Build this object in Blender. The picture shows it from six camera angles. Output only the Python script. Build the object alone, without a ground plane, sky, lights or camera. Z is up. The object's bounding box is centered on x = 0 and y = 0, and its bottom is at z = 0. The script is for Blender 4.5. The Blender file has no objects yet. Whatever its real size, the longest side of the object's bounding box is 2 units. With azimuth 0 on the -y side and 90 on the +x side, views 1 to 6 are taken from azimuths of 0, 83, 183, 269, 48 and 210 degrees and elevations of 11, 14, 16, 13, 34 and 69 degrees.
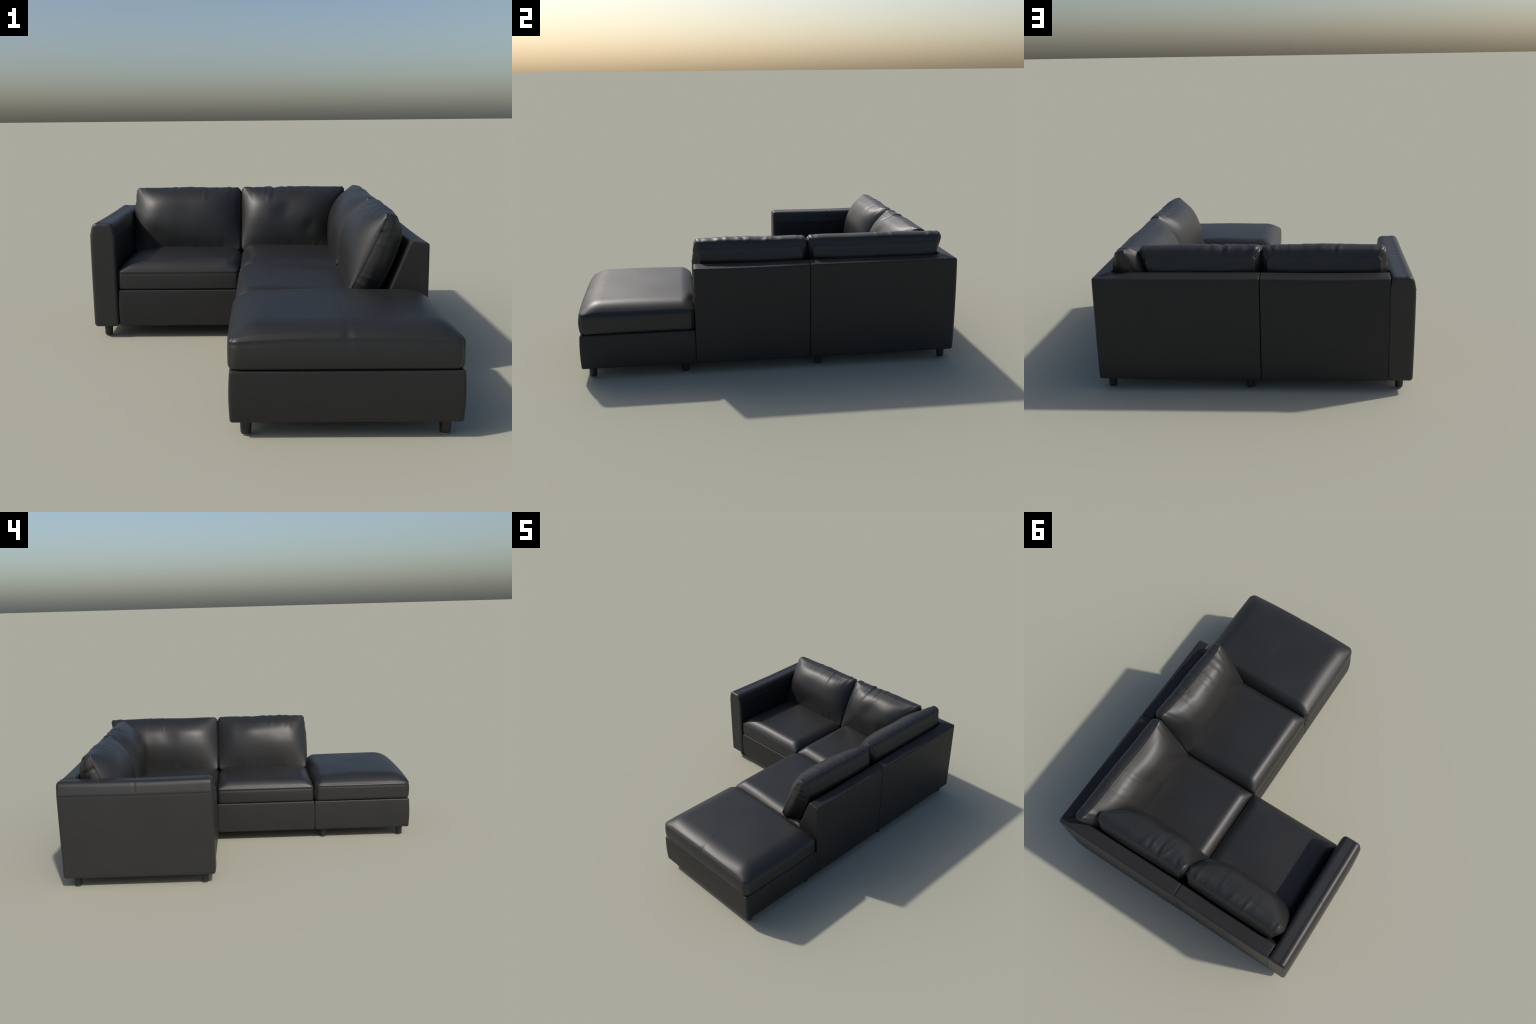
"""Black leather L-shaped corner sofa: one arm rest, three seats, an open
chaise end, low back rests, four loose back pillows and stub legs.
Frame: metres, z up, back rests along +x and +y, chaise points to -y."""
import bpy, math, random
import numpy as np

# ------------------------------------------------------------------ sizes
X_L, X_R = -0.754, 0.755           # outer faces of arm rest and right back
Y_F, Y_B = -0.988, 0.986           # chaise front, rear back
X_SEAM = -0.033                    # left edge of the chaise run
X_ARM = -0.634                     # inner face of the arm rest
Y_SEAT = 0.192                     # front of the two rear seats
Y_CHAISE = -0.402                  # where the chaise begins
Z_BOT, Z_BASE = 0.057, 0.242       # upholstered base
Z_SEAT0, Z_SEAT1 = 0.243, 0.340    # seat cushion side band
BACK_TOP = 0.568

# ------------------------------------------------------------------ helpers
def smooth(a, b, x):
    t = np.clip((np.asarray(x, float) - a) / (b - a), 0, 1)
    return t * t * (3 - 2 * t)

def curve(x, xs, ys):
    """Smooth monotone-style cubic through control points."""
    xs, ys = np.array(xs, float), np.array(ys, float)
    m = np.gradient(ys, xs)
    x = np.clip(x, xs[0], xs[-1])
    i = np.clip(np.searchsorted(xs, x) - 1, 0, len(xs) - 2)
    h = xs[i + 1] - xs[i]
    t = (x - xs[i]) / h
    return ((2 * t**3 - 3 * t**2 + 1) * ys[i] + (t**3 - 2 * t**2 + t) * h * m[i]
            + (-2 * t**3 + 3 * t**2) * ys[i + 1] + (t**3 - t**2) * h * m[i + 1])

def gauss(x, c, w):
    return np.exp(-((x - c) / w) ** 2)

def axis_samples(length, r, step, arc=4):
    """Positions along one edge, dense in the rounded ends."""
    a = [r * (1 - math.tan(math.pi / 4 * (1 - i / arc))) for i in range(arc + 1)]
    n = max(2, int(round((length - 2 * r) / step)))
    mid = [r + (length - 2 * r) * i / n for i in range(1, n)]
    return np.array(a + mid + [length - v for v in reversed(a)])

def soft_box(size, r, step=0.012):
    """Rounded box surface. Returns verts, normals, raw cube coords, faces."""
    steps = step if isinstance(step, tuple) else (step,) * 3
    ax = [axis_samples(s, r, q) for s, q in zip(size, steps)]
    n = [len(a) for a in ax]
    index, raw, faces = {}, [], []
    def vid(i, j, k):
        key = (i, j, k)
        if key not in index:
            index[key] = len(raw)
            raw.append((ax[0][i], ax[1][j], ax[2][k]))
        return index[key]
    for d in range(3):
        a, b = (d + 1) % 3, (d + 2) % 3
        for side in (0, n[d] - 1):
            for i in range(n[a] - 1):
                for j in range(n[b] - 1):
                    q = []
                    for di, dj in ((0, 0), (1, 0), (1, 1), (0, 1)):
                        c = [0, 0, 0]
                        c[d], c[a], c[b] = side, i + di, j + dj
                        q.append(vid(*c))
                    faces.append(q if side else q[::-1])
    raw = np.array(raw)
    hi = np.array(size) - r
    q = np.clip(raw, r, hi)
    d = raw - q
    nrm = d / np.maximum(np.linalg.norm(d, axis=1, keepdims=True), 1e-9)
    return q + r * nrm, nrm, raw, faces

def round_corners(a, b, la, lb, R):
    """Round the corners of a rectangle la x lb for every point in or on it."""
    a, b = a.copy(), b.copy()
    ca, cb = np.minimum(a, la - a), np.minimum(b, lb - b)
    da, db = np.clip(1 - ca / R, 0, None), np.clip(1 - cb / R, 0, None)
    near = (da > 0) & (db > 0)
    k = np.where(near, np.maximum(da, db) / np.maximum(np.hypot(da, db), 1e-9), 1.0)
    na, nb = R * (1 - da * k), R * (1 - db * k)
    a2 = np.where(near, np.where(a < la / 2, na, la - na), a)
    b2 = np.where(near, np.where(b < lb / 2, nb, lb - nb), b)
    return a2, b2

def rounded_profile(points, step=0.012, arc=5):
    """Closed 2D outline from (a, b, radius) corners."""
    out, n = [], len(points)
    for i in range(n):
        p = np.array(points[i][:2]); r = points[i][2]
        a = np.array(points[i - 1][:2]); b = np.array(points[(i + 1) % n][:2])
        u = (a - p) / np.linalg.norm(a - p); v = (b - p) / np.linalg.norm(b - p)
        half = math.acos(np.clip(u @ v, -1, 1)) / 2
        t = r / math.tan(half)
        c = p + (u + v) / np.linalg.norm(u + v) * r / math.sin(half)
        s, e = p + u * t - c, p + v * t - c
        a0 = math.atan2(s[1], s[0]); a1 = math.atan2(e[1], e[0])
        da = (a1 - a0 + math.pi) % (2 * math.pi) - math.pi
        for k in range(arc + 1):
            g = a0 + da * k / arc
            out.append(c + r * np.array([math.cos(g), math.sin(g)]))
    pts = []
    for i in range(len(out)):
        p, q = out[i], out[(i + 1) % len(out)]
        m = max(1, int(round(np.linalg.norm(q - p) / step)))
        pts += [p + (q - p) * k / m for k in range(m)]
    return np.array(pts)

def profile_normals(p):
    t = np.roll(p, -1, 0) - np.roll(p, 1, 0)
    nrm = np.stack([t[:, 1], -t[:, 0]], 1)
    nrm /= np.linalg.norm(nrm, axis=1, keepdims=True)
    area = np.sum(p[:, 0] * np.roll(p[:, 1], -1) - np.roll(p[:, 0], -1) * p[:, 1])
    return nrm if area > 0 else -nrm

def stations(length, r, step=0.016, arc=4):
    """(position, inset) pairs along an extrusion with rounded ends."""
    st = [(r * (1 - math.cos(math.pi / 2 * i / arc)),
           r * (1 - math.sin(math.pi / 2 * i / arc))) for i in range(arc + 1)]
    n = max(2, int(round((length - 2 * r) / step)))
    mid = [(r + (length - 2 * r) * i / n, 0.0) for i in range(1, n)]
    return st + mid + [(length - a, b) for a, b in reversed(st)]

def loft(rings, caps=True):
    """Skin a list of equal rings; each end is closed by shrinking rings."""
    rings = [np.asarray(r, float) for r in rings]
    if caps:
        def cap(ring):
            c = ring.mean(0)
            return [c + (ring - c) * f for f in (0.9, 0.75, 0.5, 0.25, 0.02)]
        rings = cap(rings[0])[::-1] + rings + cap(rings[-1])
    m = len(rings[0]); v = np.concatenate(rings); f = []
    for i in range(len(rings) - 1):
        for j in range(m):
            k = (j + 1) % m
            f.append((i * m + j, i * m + k, (i + 1) * m + k, (i + 1) * m + j))
    f.append(tuple(range(m))[::-1])
    f.append(tuple(range((len(rings) - 1) * m, len(rings) * m)))
    return v, f

def make_mesh(name, verts, faces, material, merge=False):
    me = bpy.data.meshes.new(name)
    me.from_pydata([tuple(map(float, v)) for v in verts], [], [tuple(f) for f in faces])
    import bmesh
    bm = bmesh.new(); bm.from_mesh(me)
    if merge:
        bmesh.ops.remove_doubles(bm, verts=bm.verts, dist=1e-6)
        bmesh.ops.dissolve_degenerate(bm, edges=bm.edges, dist=1e-7)
    bmesh.ops.recalc_face_normals(bm, faces=bm.faces)
    bm.to_mesh(me); bm.free()
    me.polygons.foreach_set("use_smooth", [True] * len(me.polygons))
    if merge:
        me.set_sharp_from_angle(angle=math.radians(50))
    me.materials.append(material); me.update()
    return me

root = bpy.data.objects.new("corner_sofa", None)
root["label"] = "black leather L-shaped corner sofa with open chaise end"
root["category"] = "sofa"
bpy.context.scene.collection.objects.link(root)

def add(name, mesh, parent=None, loc=(0, 0, 0)):
    ob = bpy.data.objects.new(name, mesh)
    ob.location = loc
    ob.parent = parent or root
    bpy.context.scene.collection.objects.link(ob)
    return ob

# ------------------------------------------------------------------ materials
def leather(name, colour, rough, spec):
    mat = bpy.data.materials.new(name); mat.use_nodes = True
    nt = mat.node_tree; N, L = nt.nodes, nt.links
    b = N["Principled BSDF"]
    tc = N.new("ShaderNodeTexCoord")
    big = N.new("ShaderNodeTexNoise"); big.inputs["Scale"].default_value = 5.0
    big.inputs["Detail"].default_value = 3.0
    L.new(tc.outputs["Object"], big.inputs["Vector"])
    ramp = N.new("ShaderNodeValToRGB")
    ramp.color_ramp.elements[0].position = 0.3
    ramp.color_ramp.elements[1].position = 0.7
    ramp.color_ramp.elements[0].color = (*[c * 0.94 for c in colour], 1)
    ramp.color_ramp.elements[1].color = (*[c * 1.06 for c in colour], 1)
    L.new(big.outputs["Fac"], ramp.inputs["Fac"])
    L.new(ramp.outputs["Color"], b.inputs["Base Color"])
    rr = N.new("ShaderNodeMapRange")
    rr.inputs["To Min"].default_value = rough - 0.025
    rr.inputs["To Max"].default_value = rough + 0.025
    L.new(big.outputs["Fac"], rr.inputs["Value"])
    L.new(rr.outputs["Result"], b.inputs["Roughness"])
    grain = N.new("ShaderNodeTexVoronoi"); grain.inputs["Scale"].default_value = 420.0
    L.new(tc.outputs["Object"], grain.inputs["Vector"])
    bump = N.new("ShaderNodeBump")
    bump.inputs["Strength"].default_value = 0.05
    bump.inputs["Distance"].default_value = 0.0006
    L.new(grain.outputs["Distance"], bump.inputs["Height"])
    L.new(bump.outputs["Normal"], b.inputs["Normal"])
    b.inputs["Specular IOR Level"].default_value = spec
    return mat

def plain(name, colour, rough):
    mat = bpy.data.materials.new(name); mat.use_nodes = True
    nt = mat.node_tree; N, L = nt.nodes, nt.links
    b = N["Principled BSDF"]
    tc = N.new("ShaderNodeTexCoord")
    nz = N.new("ShaderNodeTexNoise"); nz.inputs["Scale"].default_value = 60.0
    L.new(tc.outputs["Object"], nz.inputs["Vector"])
    ramp = N.new("ShaderNodeValToRGB")
    ramp.color_ramp.elements[0].color = (*[c * 0.9 for c in colour], 1)
    ramp.color_ramp.elements[1].color = (*[c * 1.1 for c in colour], 1)
    L.new(nz.outputs["Fac"], ramp.inputs["Fac"])
    L.new(ramp.outputs["Color"], b.inputs["Base Color"])
    b.inputs["Roughness"].default_value = rough
    return mat

PANEL = leather("black_panel_leather", (0.0240, 0.0234, 0.0230), 0.46, 0.24)
LEATHER = leather("black_cushion_leather", (0.0160, 0.0157, 0.0155), 0.46, 0.50)
PLASTIC = plain("black_plastic", (0.012, 0.012, 0.012), 0.5)
PALE_GREY = plain("pale_grey_disc", (0.30, 0.30, 0.29), 0.7)

# ------------------------------------------------------------------ base frames
def base_frame(x0, x1, y0, y1, bulge=0.004):
    size = (x1 - x0, y1 - y0, Z_BASE - Z_BOT - 0.002)
    v, nrm, raw, f = soft_box(size, 0.009, 0.02)
    u = raw / np.array(size)
    b = np.sin(np.pi * u[:, 2]) * bulge
    v = v + nrm * np.array([1, 1, 0]) * b[:, None]
    # hem: the cover draws in a little toward the floor edge
    v[:, 2] += Z_BOT + 0.002
    v[:, 0] += x0; v[:, 1] += y0
    add("seat_base", make_mesh("seat_base", v, f, PANEL))

base_frame(X_ARM + 0.004, X_SEAM - 0.0005, Y_SEAT + 0.006, 0.90)
base_frame(X_SEAM + 0.001, 0.68, Y_SEAT + 0.010, 0.90)
base_frame(X_SEAM, 0.68, Y_CHAISE + 0.0005, Y_SEAT + 0.008)
base_frame(X_SEAM, X_R, Y_F, Y_CHAISE - 0.0005, 0.004)

# ------------------------------------------------------------------ back rests
# d = distance in from the outer face, z = height
BACK_PROFILE = rounded_profile([
    (0.000, Z_BOT, 0.011), (0.000, BACK_TOP, 0.011), (0.074, BACK_TOP + 0.011, 0.014),
    (0.158, 0.370, 0.02), (0.158, Z_BOT + 0.002, 0.011)])
BACK_NORMAL = profile_normals(BACK_PROFILE)

def panel_bulge(d, z, t, amount):
    """Outer panel swells a little away from its four edges."""
    k = np.clip(np.sin(np.pi * np.clip((z - Z_BOT) / (BACK_TOP - Z_BOT), 0, 1)), 0, 1) ** 0.35
    e = np.clip(np.sin(np.pi * np.clip(t, 0, 1)), 0, 1) ** 0.22
    return amount * k * e * (1 - smooth(0.0, 0.03, d))

def straight_back(place, length, bulge):
    rings = []
    for s, inset in stations(length, 0.006):
        p = BACK_PROFILE - BACK_NORMAL * inset
        d = p[:, 0] - panel_bulge(p[:, 0], p[:, 1], s / length, bulge)
        # the top softens and sinks slightly between the ends
        z = p[:, 1] - 0.003 * math.sin(math.pi * s / length) * smooth(0.5, 0.57, p[:, 1])
        rings.append([place(s, a, b) for a, b in zip(d, z)])
    v, f = loft(rings)
    add("back_rest", make_mesh("back_rest", v, f, PANEL))

straight_back(lambda s, d, z: (X_ARM - 0.005 + s, Y_B - d, z), X_SEAM + 0.0045 - X_ARM, 0.010)
straight_back(lambda s, d, z: (X_R - d, Y_CHAISE + 0.001 + s, z), Y_SEAT + 0.0075 - Y_CHAISE, 0.004)

def corner_back():
    """One mitred back rest that turns the corner of the sofa."""
    rings = []
    y0 = Y_SEAT + 0.009; x0 = X_SEAM + 0.0005
    ly, lx = Y_B - y0, X_R - x0
    R = 0.010
    for s, inset in stations(ly + 0.2, 0.006):
        if s > ly - 0.17:
            break
        p = BACK_PROFILE - BACK_NORMAL * inset
        d = p[:, 0] - panel_bulge(p[:, 0], p[:, 1], s / ly, 0.005)
        rings.append(np.stack([X_R - d, np.full(len(d), y0 + s), p[:, 1]], 1))
    P = BACK_PROFILE
    dd, zz = P[:, 0], P[:, 1]
    for w in (0.15, 0.35, 0.55, 0.75, 0.9):
        # approach the mitre: stations slide from square to 45 degrees
        y_sq = Y_B - 0.17 * (1 - w)
        y = (1 - w) * y_sq + w * (Y_B - np.maximum(dd, R))
        d = dd - panel_bulge(dd, zz, (y - y0) / ly, 0.005)
        rings.append(np.stack([X_R - d, y, zz], 1))
    for k in range(6):
        a = math.pi / 2 * k / 5
        x = np.where(dd < R, X_R - R + (R - dd) * math.cos(a), X_R - dd)
        y = np.where(dd < R, Y_B - R + (R - dd) * math.sin(a), Y_B - dd)
        rings.append(np.stack([x, y, zz], 1))
    for w in (0.9, 0.75, 0.55, 0.35, 0.15):
        x_sq = X_R - 0.17 * (1 - w)
        x = (1 - w) * x_sq + w * (X_R - np.maximum(dd, R))
        d = dd - panel_bulge(dd, zz, (x - x0) / lx, 0.011)
        rings.append(np.stack([x, Y_B - d, zz], 1))
    tail = []
    for s, inset in stations(lx + 0.2, 0.006):
        if s > lx - 0.17:
            break
        p = BACK_PROFILE - BACK_NORMAL * inset
        d = p[:, 0] - panel_bulge(p[:, 0], p[:, 1], s / lx, 0.011)
        tail.append(np.stack([np.full(len(d), x0 + s), Y_B - d, p[:, 1]], 1))
    v, f = loft(rings + tail[::-1])
    add("back_rest", make_mesh("back_rest", v, f, PANEL, merge=True))

corner_back()

# ------------------------------------------------------------------ arm rest
def arm_rest():
    prof = rounded_profile([
        (X_L, Z_BOT, 0.0165), (X_L - 0.002, 0.507, 0.03), (X_L + 0.011, 0.576, 0.027),
        (X_ARM - 0.009, 0.576, 0.027), (X_ARM + 0.002, 0.507, 0.03), (X_ARM + 0.001, Z_BOT, 0.0165)],
        step=0.006, arc=7)
    nrm = profile_normals(prof)
    y0, y1 = 0.190, 0.990
    length = y1 - y0
    rings = []
    y_seam = 0.588
    z_seam = 0.507
    for s, inset in stations(length, 0.016, step=0.008, arc=6):
        y = y0 + s
        # cap panel stands slightly proud of the side panels, with stitched seams
        capz = smooth(z_seam - 0.004, z_seam + 0.012, prof[:, 1])
        outer = (prof[:, 0] < X_L + 0.04) * 1.0
        proud = 0.0016 * smooth(z_seam - 0.002, z_seam + 0.006, prof[:, 1]) * outer - 0.0014 * gauss(prof[:, 1], z_seam - 0.004, 0.004) * outer
        proud = proud - 0.0014 * gauss(y, y_seam, 0.006) * capz + 0.0008 * gauss(y, y_seam - 0.011, 0.006) * capz
        if inset > 0:
            proud = proud * (1 - inset / 0.016)
        # stitch line just inside either end
        proud = proud - 0.0014 * (gauss(s, 0.020, 0.004) + gauss(s, length - 0.020, 0.004)) * smooth(0.45, 0.55, prof[:, 1])
        side = 0.005 * np.sin(np.pi * np.clip((prof[:, 1] - Z_BOT) / 0.5, 0, 1)) ** 0.4 * math.sin(math.pi * s / length) ** 0.3 if 0 < s < length else 0
        p = prof + nrm * (proud - inset)[:, None]
        p[:, 0] -= np.where(prof[:, 0] < -0.72, side, 0)
        # top line sags a hair in the middle
        p[:, 1] -= 0.004 * math.sin(math.pi * s / length) * smooth(0.45, 0.57, prof[:, 1])
        rings.append(np.stack([p[:, 0], np.full(len(p), y), p[:, 1]], 1))
    v, f = loft(rings)
    add("arm_rest", make_mesh("arm_rest", v, f, LEATHER))

arm_rest()

# ------------------------------------------------------------------ seat cushions
def seat_cushion(name, x0, x1, y0, y1, edge_z, shoulder, width, dome, bulge, seed,
                 seam_sides, centre_seam=None, front_rise=0.0, front_axis="", corner=0.016):
    size = (x1 - x0, y1 - y0, edge_z - Z_SEAT0)
    v, nrm, raw, f = soft_box(size, 0.011, (0.009, 0.009, 0.0045))
    sx, sy, sz = size
    ex = np.minimum(v[:, 0], sx - v[:, 0]); ey = np.minimum(v[:, 1], sy - v[:, 1])
    if not front_axis:      # the pad butts squarely against its neighbour at the rear
        ey = np.where(v[:, 1] > sy / 2, ey * 1.8, ey)
    fx = 1 - (1 - np.clip(ex / width, 0, 1)) ** 2.4
    fy = 1 - (1 - np.clip(ey / width, 0, 1)) ** 2.4
    ux, uy, uz = v[:, 0] / sx, v[:, 1] / sy, v[:, 2] / sz
    top = smooth(0.55, 1.0, uz)
    ramp = {"y": uy, "x": ux}.get(front_axis, 0.5 + 0 * ux)
    crown = (shoulder + 0.013 * (1 - 2.4 * ramp + 0.9 * ramp ** 2) * (front_axis != "")) * fx * fy + dome * np.sin(np.pi * ux) * np.sin(np.pi * uy)
    rng = random.Random(seed)
    ph = [rng.uniform(0, 6.28) for _ in range(4)]
    ripple = 0.0012 * (np.sin(9 * v[:, 0] + ph[0]) * np.sin(7 * v[:, 1] + ph[1])
                       + np.sin(15 * v[:, 0] + ph[2]) * np.sin(13 * v[:, 1] + ph[3])) * fx * fy
    out = v.copy()
    out[:, 0], out[:, 1] = round_corners(v[:, 0], v[:, 1], sx, sy, corner)
    out[:, 2] += top * (crown + ripple)
    # front edge line rises between the corners, as a filled cushion does
    out[:, 2] += top * front_rise * np.clip(1 - np.abs(2 * ux - 1) ** 2.5, 0, 1) * (1 - np.clip(v[:, 1] / width, 0, 1)) ** 2.4
    b = bulge * np.sin(np.pi * np.clip(uz, 0, 1)) ** 0.8
    out[:, 0] += nrm[:, 0] * np.minimum(b, 0.007) * np.sin(np.pi * uy) ** 0.3
    out[:, 1] += nrm[:, 1] * b * np.sin(np.pi * ux) ** 0.3
    # stitched seam: a shallow groove just under the top edge of the side band
    g = 0.0012 * gauss(raw[:, 2], sz - 0.008, 0.004) - 0.0024 * gauss(raw[:, 2], sz - 0.017, 0.0045)
    sides = np.zeros(len(v))
    if "front" in seam_sides: sides = np.maximum(sides, (nrm[:, 1] < -0.6) * 1.0)
    if "left" in seam_sides: sides = np.maximum(sides, (nrm[:, 0] < -0.6) * 1.0)
    out += nrm * np.array([1, 1, 0]) * (g * sides)[:, None]
    if centre_seam is not None:
        c = centre_seam - x0
        line = gauss(v[:, 0], c, 0.006)
        out[:, 2] -= 0.0009 * line * smooth(0.9, 1.0, uz)
        pinch = gauss(v[:, 0], c, 0.014) * gauss(v[:, 1], 0.0, 0.022)
        out[:, 2] -= 0.0025 * pinch * top
        out[:, 1] += 0.0015 * pinch * top
    out += np.array([x0, y0, Z_SEAT0])
    add(name, make_mesh(name, out, f, LEATHER))

seat_cushion("seat_cushion", X_ARM + 0.004, X_SEAM - 0.001, Y_SEAT + 0.008, 0.84, Z_SEAT1, 0.034, 0.075, 0.011, 0.004, 1, ("front",), front_axis="y")
seat_cushion("seat_cushion", X_SEAM + 0.003, 0.61, Y_SEAT + 0.010, 0.84, Z_SEAT1, 0.034, 0.075, 0.011, 0.004, 2, ("left",), front_axis="x")
seat_cushion("seat_cushion", X_SEAM + 0.002, 0.61, Y_CHAISE + 0.006, Y_SEAT + 0.004, Z_SEAT1, 0.034, 0.075, 0.011, 0.004, 3, ("left",), front_axis="x")
seat_cushion("chaise_cushion", X_SEAM - 0.002, X_R - 0.002, Y_F + 0.002, Y_CHAISE - 0.003, 0.348, 0.046, 0.112, 0.010, 0.013, 4,
             ("left", "front"), centre_seam=0.36, front_rise=0.018, corner=0.030)

# ------------------------------------------------------------------ back pillows
def back_pillow(place, width, seed, skew=(0.0, 0.0), fold_density=1.0, end_folds=(1.0, 1.0), yaw=(0.0, 0.0)):
    """Box pillow leaning on the back rest.
    Local axes: s along the back, t up the lean, n forward out of the front face.
    place(s, dist_from_outer_back, z) -> world."""
    H, D = 0.372, 0.122
    v, nrm, raw, f = soft_box((width, H, D), 0.009, 0.0065)
    rng = random.Random(seed)
    s, t, n = v[:, 0].copy(), v[:, 1].copy(), v[:, 2].copy()      # n: 0 back .. D front
    us, ut, un = s / width * 2 - 1, t / H, n / D
    s, t = round_corners(s, t, width, H, 0.020)
    front = smooth(0.55, 1.0, un)
    # the boxing is deepest low down and narrows to the top
    depth = curve(ut, (0, 0.12, 0.35, 0.65, 0.84, 1.0),
                  (0.105, 0.114, 0.120, 0.114, 0.102, 0.074)) / D
    es = np.clip(1 - np.abs(us) ** 4.0, 0, 1)
    n = D - (D - n) * depth
    # filled front face: fullest above the middle, rolling over the top edge
    swell = curve(ut, (0, 0.25, 0.5, 0.75, 0.9, 1.0), (0, 0.050, 0.080, 0.078, 0.055, 0.024))
    n = n + smooth(0.15, 1.0, un) * swell * es ** 0.85
    n = n - smooth(0.5, 0.0, un) * 0.010 * es * np.sin(np.pi * np.clip(ut, 0, 1))
    t = t - 0.012 * smooth(0.55, 1.0, ut) * es * smooth(0.1, 0.9, un)
    # rear top edge rounds off
    t = t - 0.016 * smooth(0.45, 0.0, un) * smooth(0.80, 1.0, ut)
    # soft dents left by use
    for _ in range(9):
        cs, ct = rng.uniform(-0.75, 0.75), rng.uniform(0.2, 0.85)
        rs, rt = rng.uniform(0.10, 0.3), rng.uniform(0.10, 0.25)
        n = n + front * rng.uniform(-0.006, 0.0045) * gauss(us, cs, rs) * gauss(ut, ct, rt)
    # boxing arches outward on top and on both ends
    arch = np.sin(np.pi * np.clip(un, 0, 1))
    topf = np.clip(nrm[:, 1], 0, 1); botf = np.clip(-nrm[:, 1], 0, 1)
    endl = np.clip(-nrm[:, 0], 0, 1); endr = np.clip(nrm[:, 0], 0, 1)
    t = t + topf * 0.014 * np.sin(np.pi * np.clip(un, 0, 1) ** 1.3) * (1 - np.abs(us) ** 6) + topf * 0.004 * arch
    t = t - botf * 0.006 * arch
    s = s + (endr - endl) * 0.013 * arch * np.sin(np.pi * ut) ** 0.7
    # the ends taper to the rear, leaving a V gap behind neighbouring pillows
    s = s - np.sign(us) * np.abs(us) ** 5 * 0.026 * smooth(0.65, 0.0, un)
    # side edges stand out a little between the corners
    s = s + us * 0.003 * np.sin(np.pi * np.clip(ut, 0, 1)) * np.abs(us) ** 4
    t = t - 0.005 * smooth(0.7, 1, ut) * (1 - us ** 4) * (0.6 + 0.4 * np.sin(5 * us + seed))
    # gathered folds: short ridges crossing the top boxing and running into the face
    near_top = smooth(0.70, 0.97, ut)
    fold = np.zeros(len(v))
    k = int(11 * fold_density * width / 0.58)
    centre = rng.uniform(-0.35, 0.2)
    for _ in range(k):
        c = np.clip(rng.gauss(centre, 0.38), -0.9, 0.9); w = rng.uniform(0.007, 0.019) / (width / 2)
        lean = rng.uniform(-0.10, 0.10); amp = rng.uniform(0.0006, 0.0034)
        reach = rng.uniform(0.75, 0.93)
        cc = c + lean * (un - 0.5)
        mask = smooth(reach - 0.10, reach + 0.05, ut)
        crest = gauss(us, cc, w) - 0.7 * gauss(us, cc + 1.6 * w, 1.1 * w)
        span = gauss(un, rng.uniform(0.45, 0.95), rng.uniform(0.3, 0.55))
        fold += amp * crest * mask * span
    # corner creases radiate from the two top corners
    for side in (-1, 1):
        a = (1 - side * us) * width / 2
        for off, amp in ((0.018, 0.0008), (0.036, -0.0009), (0.056, 0.0006)):
            fold += amp * gauss(a - 0.35 * (1 - ut) * H, off, 0.008) * near_top * smooth(0.15, 0.5, un)
    # folds crossing the end boxing
    for endm, gain, face in ((endl, end_folds[0], -1), (endr, end_folds[1], 1)):
        if gain <= 0: continue
        for _ in range(9):
            c = rng.uniform(0.12, 0.9); w = rng.uniform(0.011, 0.026)
            slope = rng.uniform(-0.10, 0.16)
            fold += gain * rng.uniform(-0.0060, 0.0050) * gauss(ut, c + slope * (1 - un), w) * endm * smooth(0.05, 0.4, un) * smooth(1.0, 0.82, un)
    # a few pulls along the bottom edge of the face
    for _ in range(6):
        c = rng.uniform(-0.8, 0.8); w = rng.uniform(0.012, 0.022) / (width / 2)
        fold += rng.uniform(-0.003, 0.003) * gauss(us, c, w) * smooth(0.22, 0.02, ut) * front
    # stitched seams around front and back panels
    boxing = np.clip(1 - np.abs(nrm[:, 2]) * 1.4, 0, 1)
    fold -= 0.0022 * (1 - 0.8 * es * topf) * boxing * (gauss(raw[:, 2], D - 0.012, 0.004) + gauss(raw[:, 2], 0.012, 0.004))
    s += nrm[:, 0] * fold; t += nrm[:, 1] * fold; n += nrm[:, 2] * fold
    # skewed ends follow the neighbouring slope
    hgt = np.clip(t / H, 0, 1)
    blend = np.clip(s / width, 0, 1)
    s = s - skew[1] * (1 - hgt) * blend + skew[0] * (1 - hgt) * (1 - blend)
    # lean: bottom front edge 0.322 out, top front edge 0.160 out of the back face
    a = math.atan2(0.322 - 0.163, 0.684 - 0.354)
    ca, sa = math.cos(a), math.sin(a)
    dn = n - D
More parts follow.
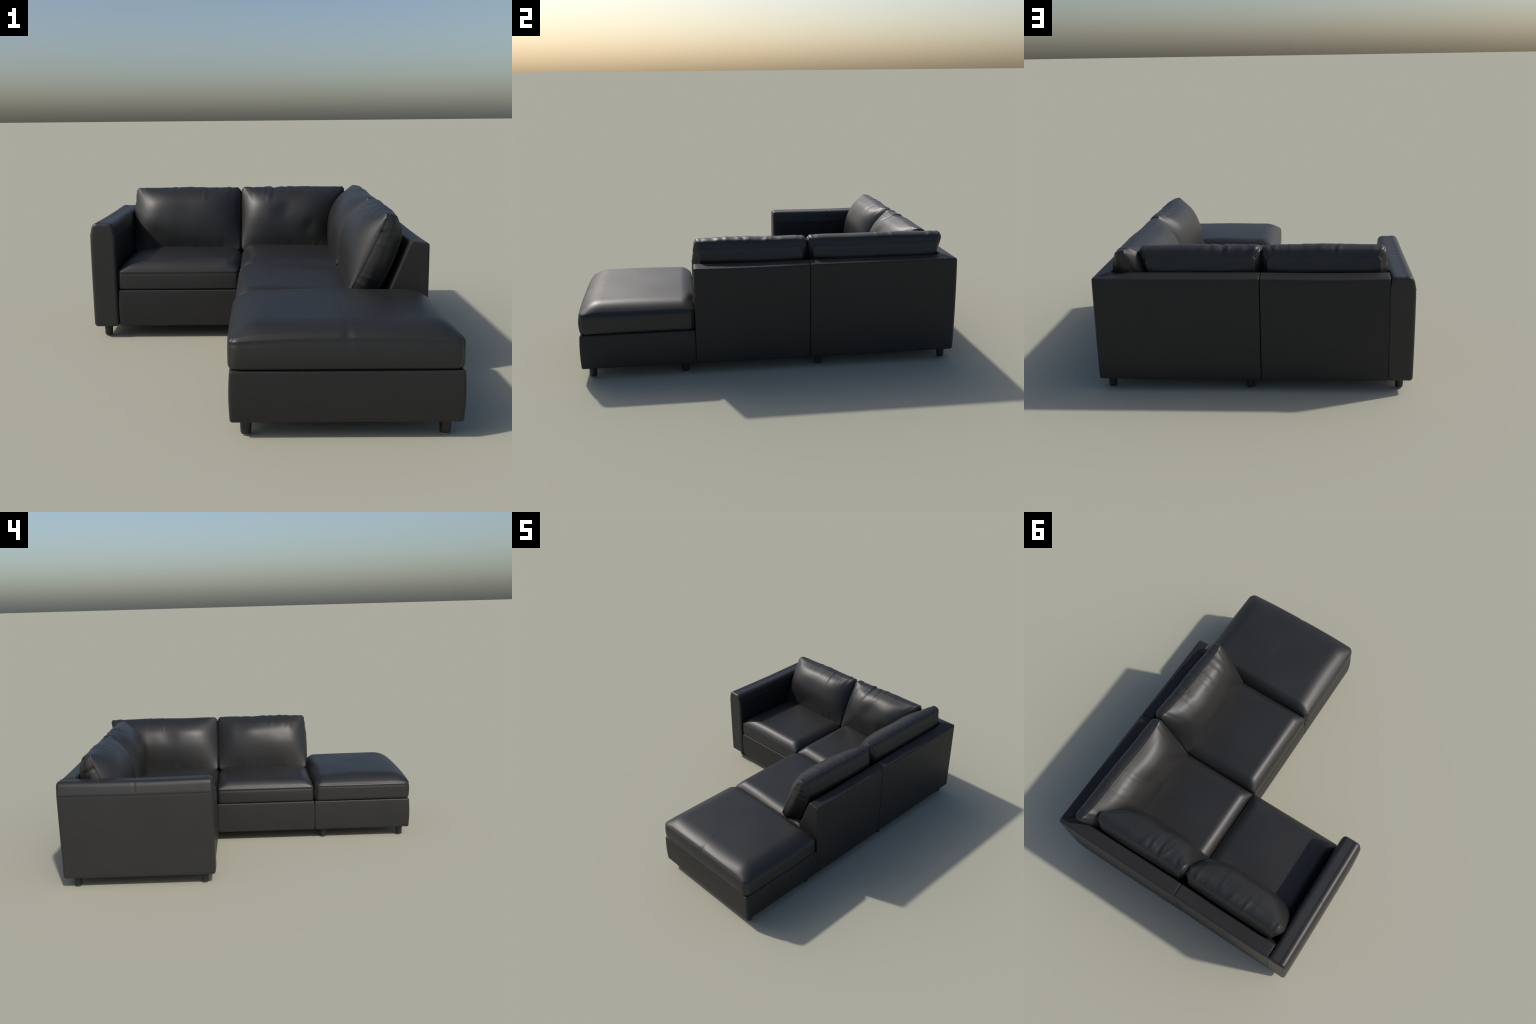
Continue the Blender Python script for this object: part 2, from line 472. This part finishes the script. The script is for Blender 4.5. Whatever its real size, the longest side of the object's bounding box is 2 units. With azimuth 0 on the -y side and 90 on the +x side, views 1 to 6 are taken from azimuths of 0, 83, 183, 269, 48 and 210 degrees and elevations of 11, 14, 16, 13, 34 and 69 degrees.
    dist = 0.322 - t * sa + dn * ca + yaw[0] + (yaw[1] - yaw[0]) * blend
    z = 0.354 + t * ca + dn * sa
    pts = [place(p, q, r) for p, q, r in zip(s, dist, z)]
    add("back_pillow", make_mesh("back_pillow", pts, f, LEATHER))

rear = lambda x0: (lambda s, d, z: (x0 + s, Y_B - d, z))
right = lambda y1: (lambda s, d, z: (X_R - d, y1 - s, z))
back_pillow(rear(-0.627), 0.588, 11, fold_density=0.9, end_folds=(1.0, 0.5), yaw=(-0.006, -0.003))
back_pillow(rear(-0.033), 0.585, 23, skew=(0.0, 0.115), fold_density=1.25, end_folds=(0.5, 0.6), yaw=(-0.004, -0.012))
back_pillow(right(0.938), 0.732, 37, skew=(0.11, 0.0), fold_density=0.45, end_folds=(0.2, 0.4), yaw=(-0.016, -0.002))
back_pillow(right(0.199), 0.590, 41, fold_density=1.2, end_folds=(0.4, 1.2), yaw=(-0.010, 0.010))

# ------------------------------------------------------------------ legs
def lathe(profile, n=32):
    v, f = [], []
    for r, z in profile:
        for i in range(n):
            a = 2 * math.pi * i / n
            v.append((r * math.cos(a), r * math.sin(a), z))
    for k in range(len(profile) - 1):
        for i in range(n):
            j = (i + 1) % n
            f.append((k * n + i, k * n + j, (k + 1) * n + j, (k + 1) * n + i))
    f.append(tuple(range(n))[::-1])
    f.append(tuple(range((len(profile) - 1) * n, len(profile) * n)))
    return v, f

LEG = make_mesh("leg", *lathe([(0.0150, 0.0028), (0.0172, 0.0042), (0.0183, 0.0075), (0.0190, 0.012),
                               (0.0202, 0.045), (0.0206, 0.070)]), PLASTIC)
PALE_DISC = make_mesh("pale_disc", *lathe([(0.0135, 0.0), (0.0145, 0.0006), (0.0145, 0.0032)]), PALE_GREY)
for x, y in ((0.020, -0.936), (0.704, -0.936), (0.020, -0.460), (0.704, -0.460),
             (0.020, 0.252), (0.704, 0.254), (0.704, 0.936), (0.021, 0.938),
             (-0.696, 0.926), (-0.696, 0.250)):
    leg = add("leg", LEG, loc=(x, y, 0))
    add("pale_disc", PALE_DISC, parent=leg)
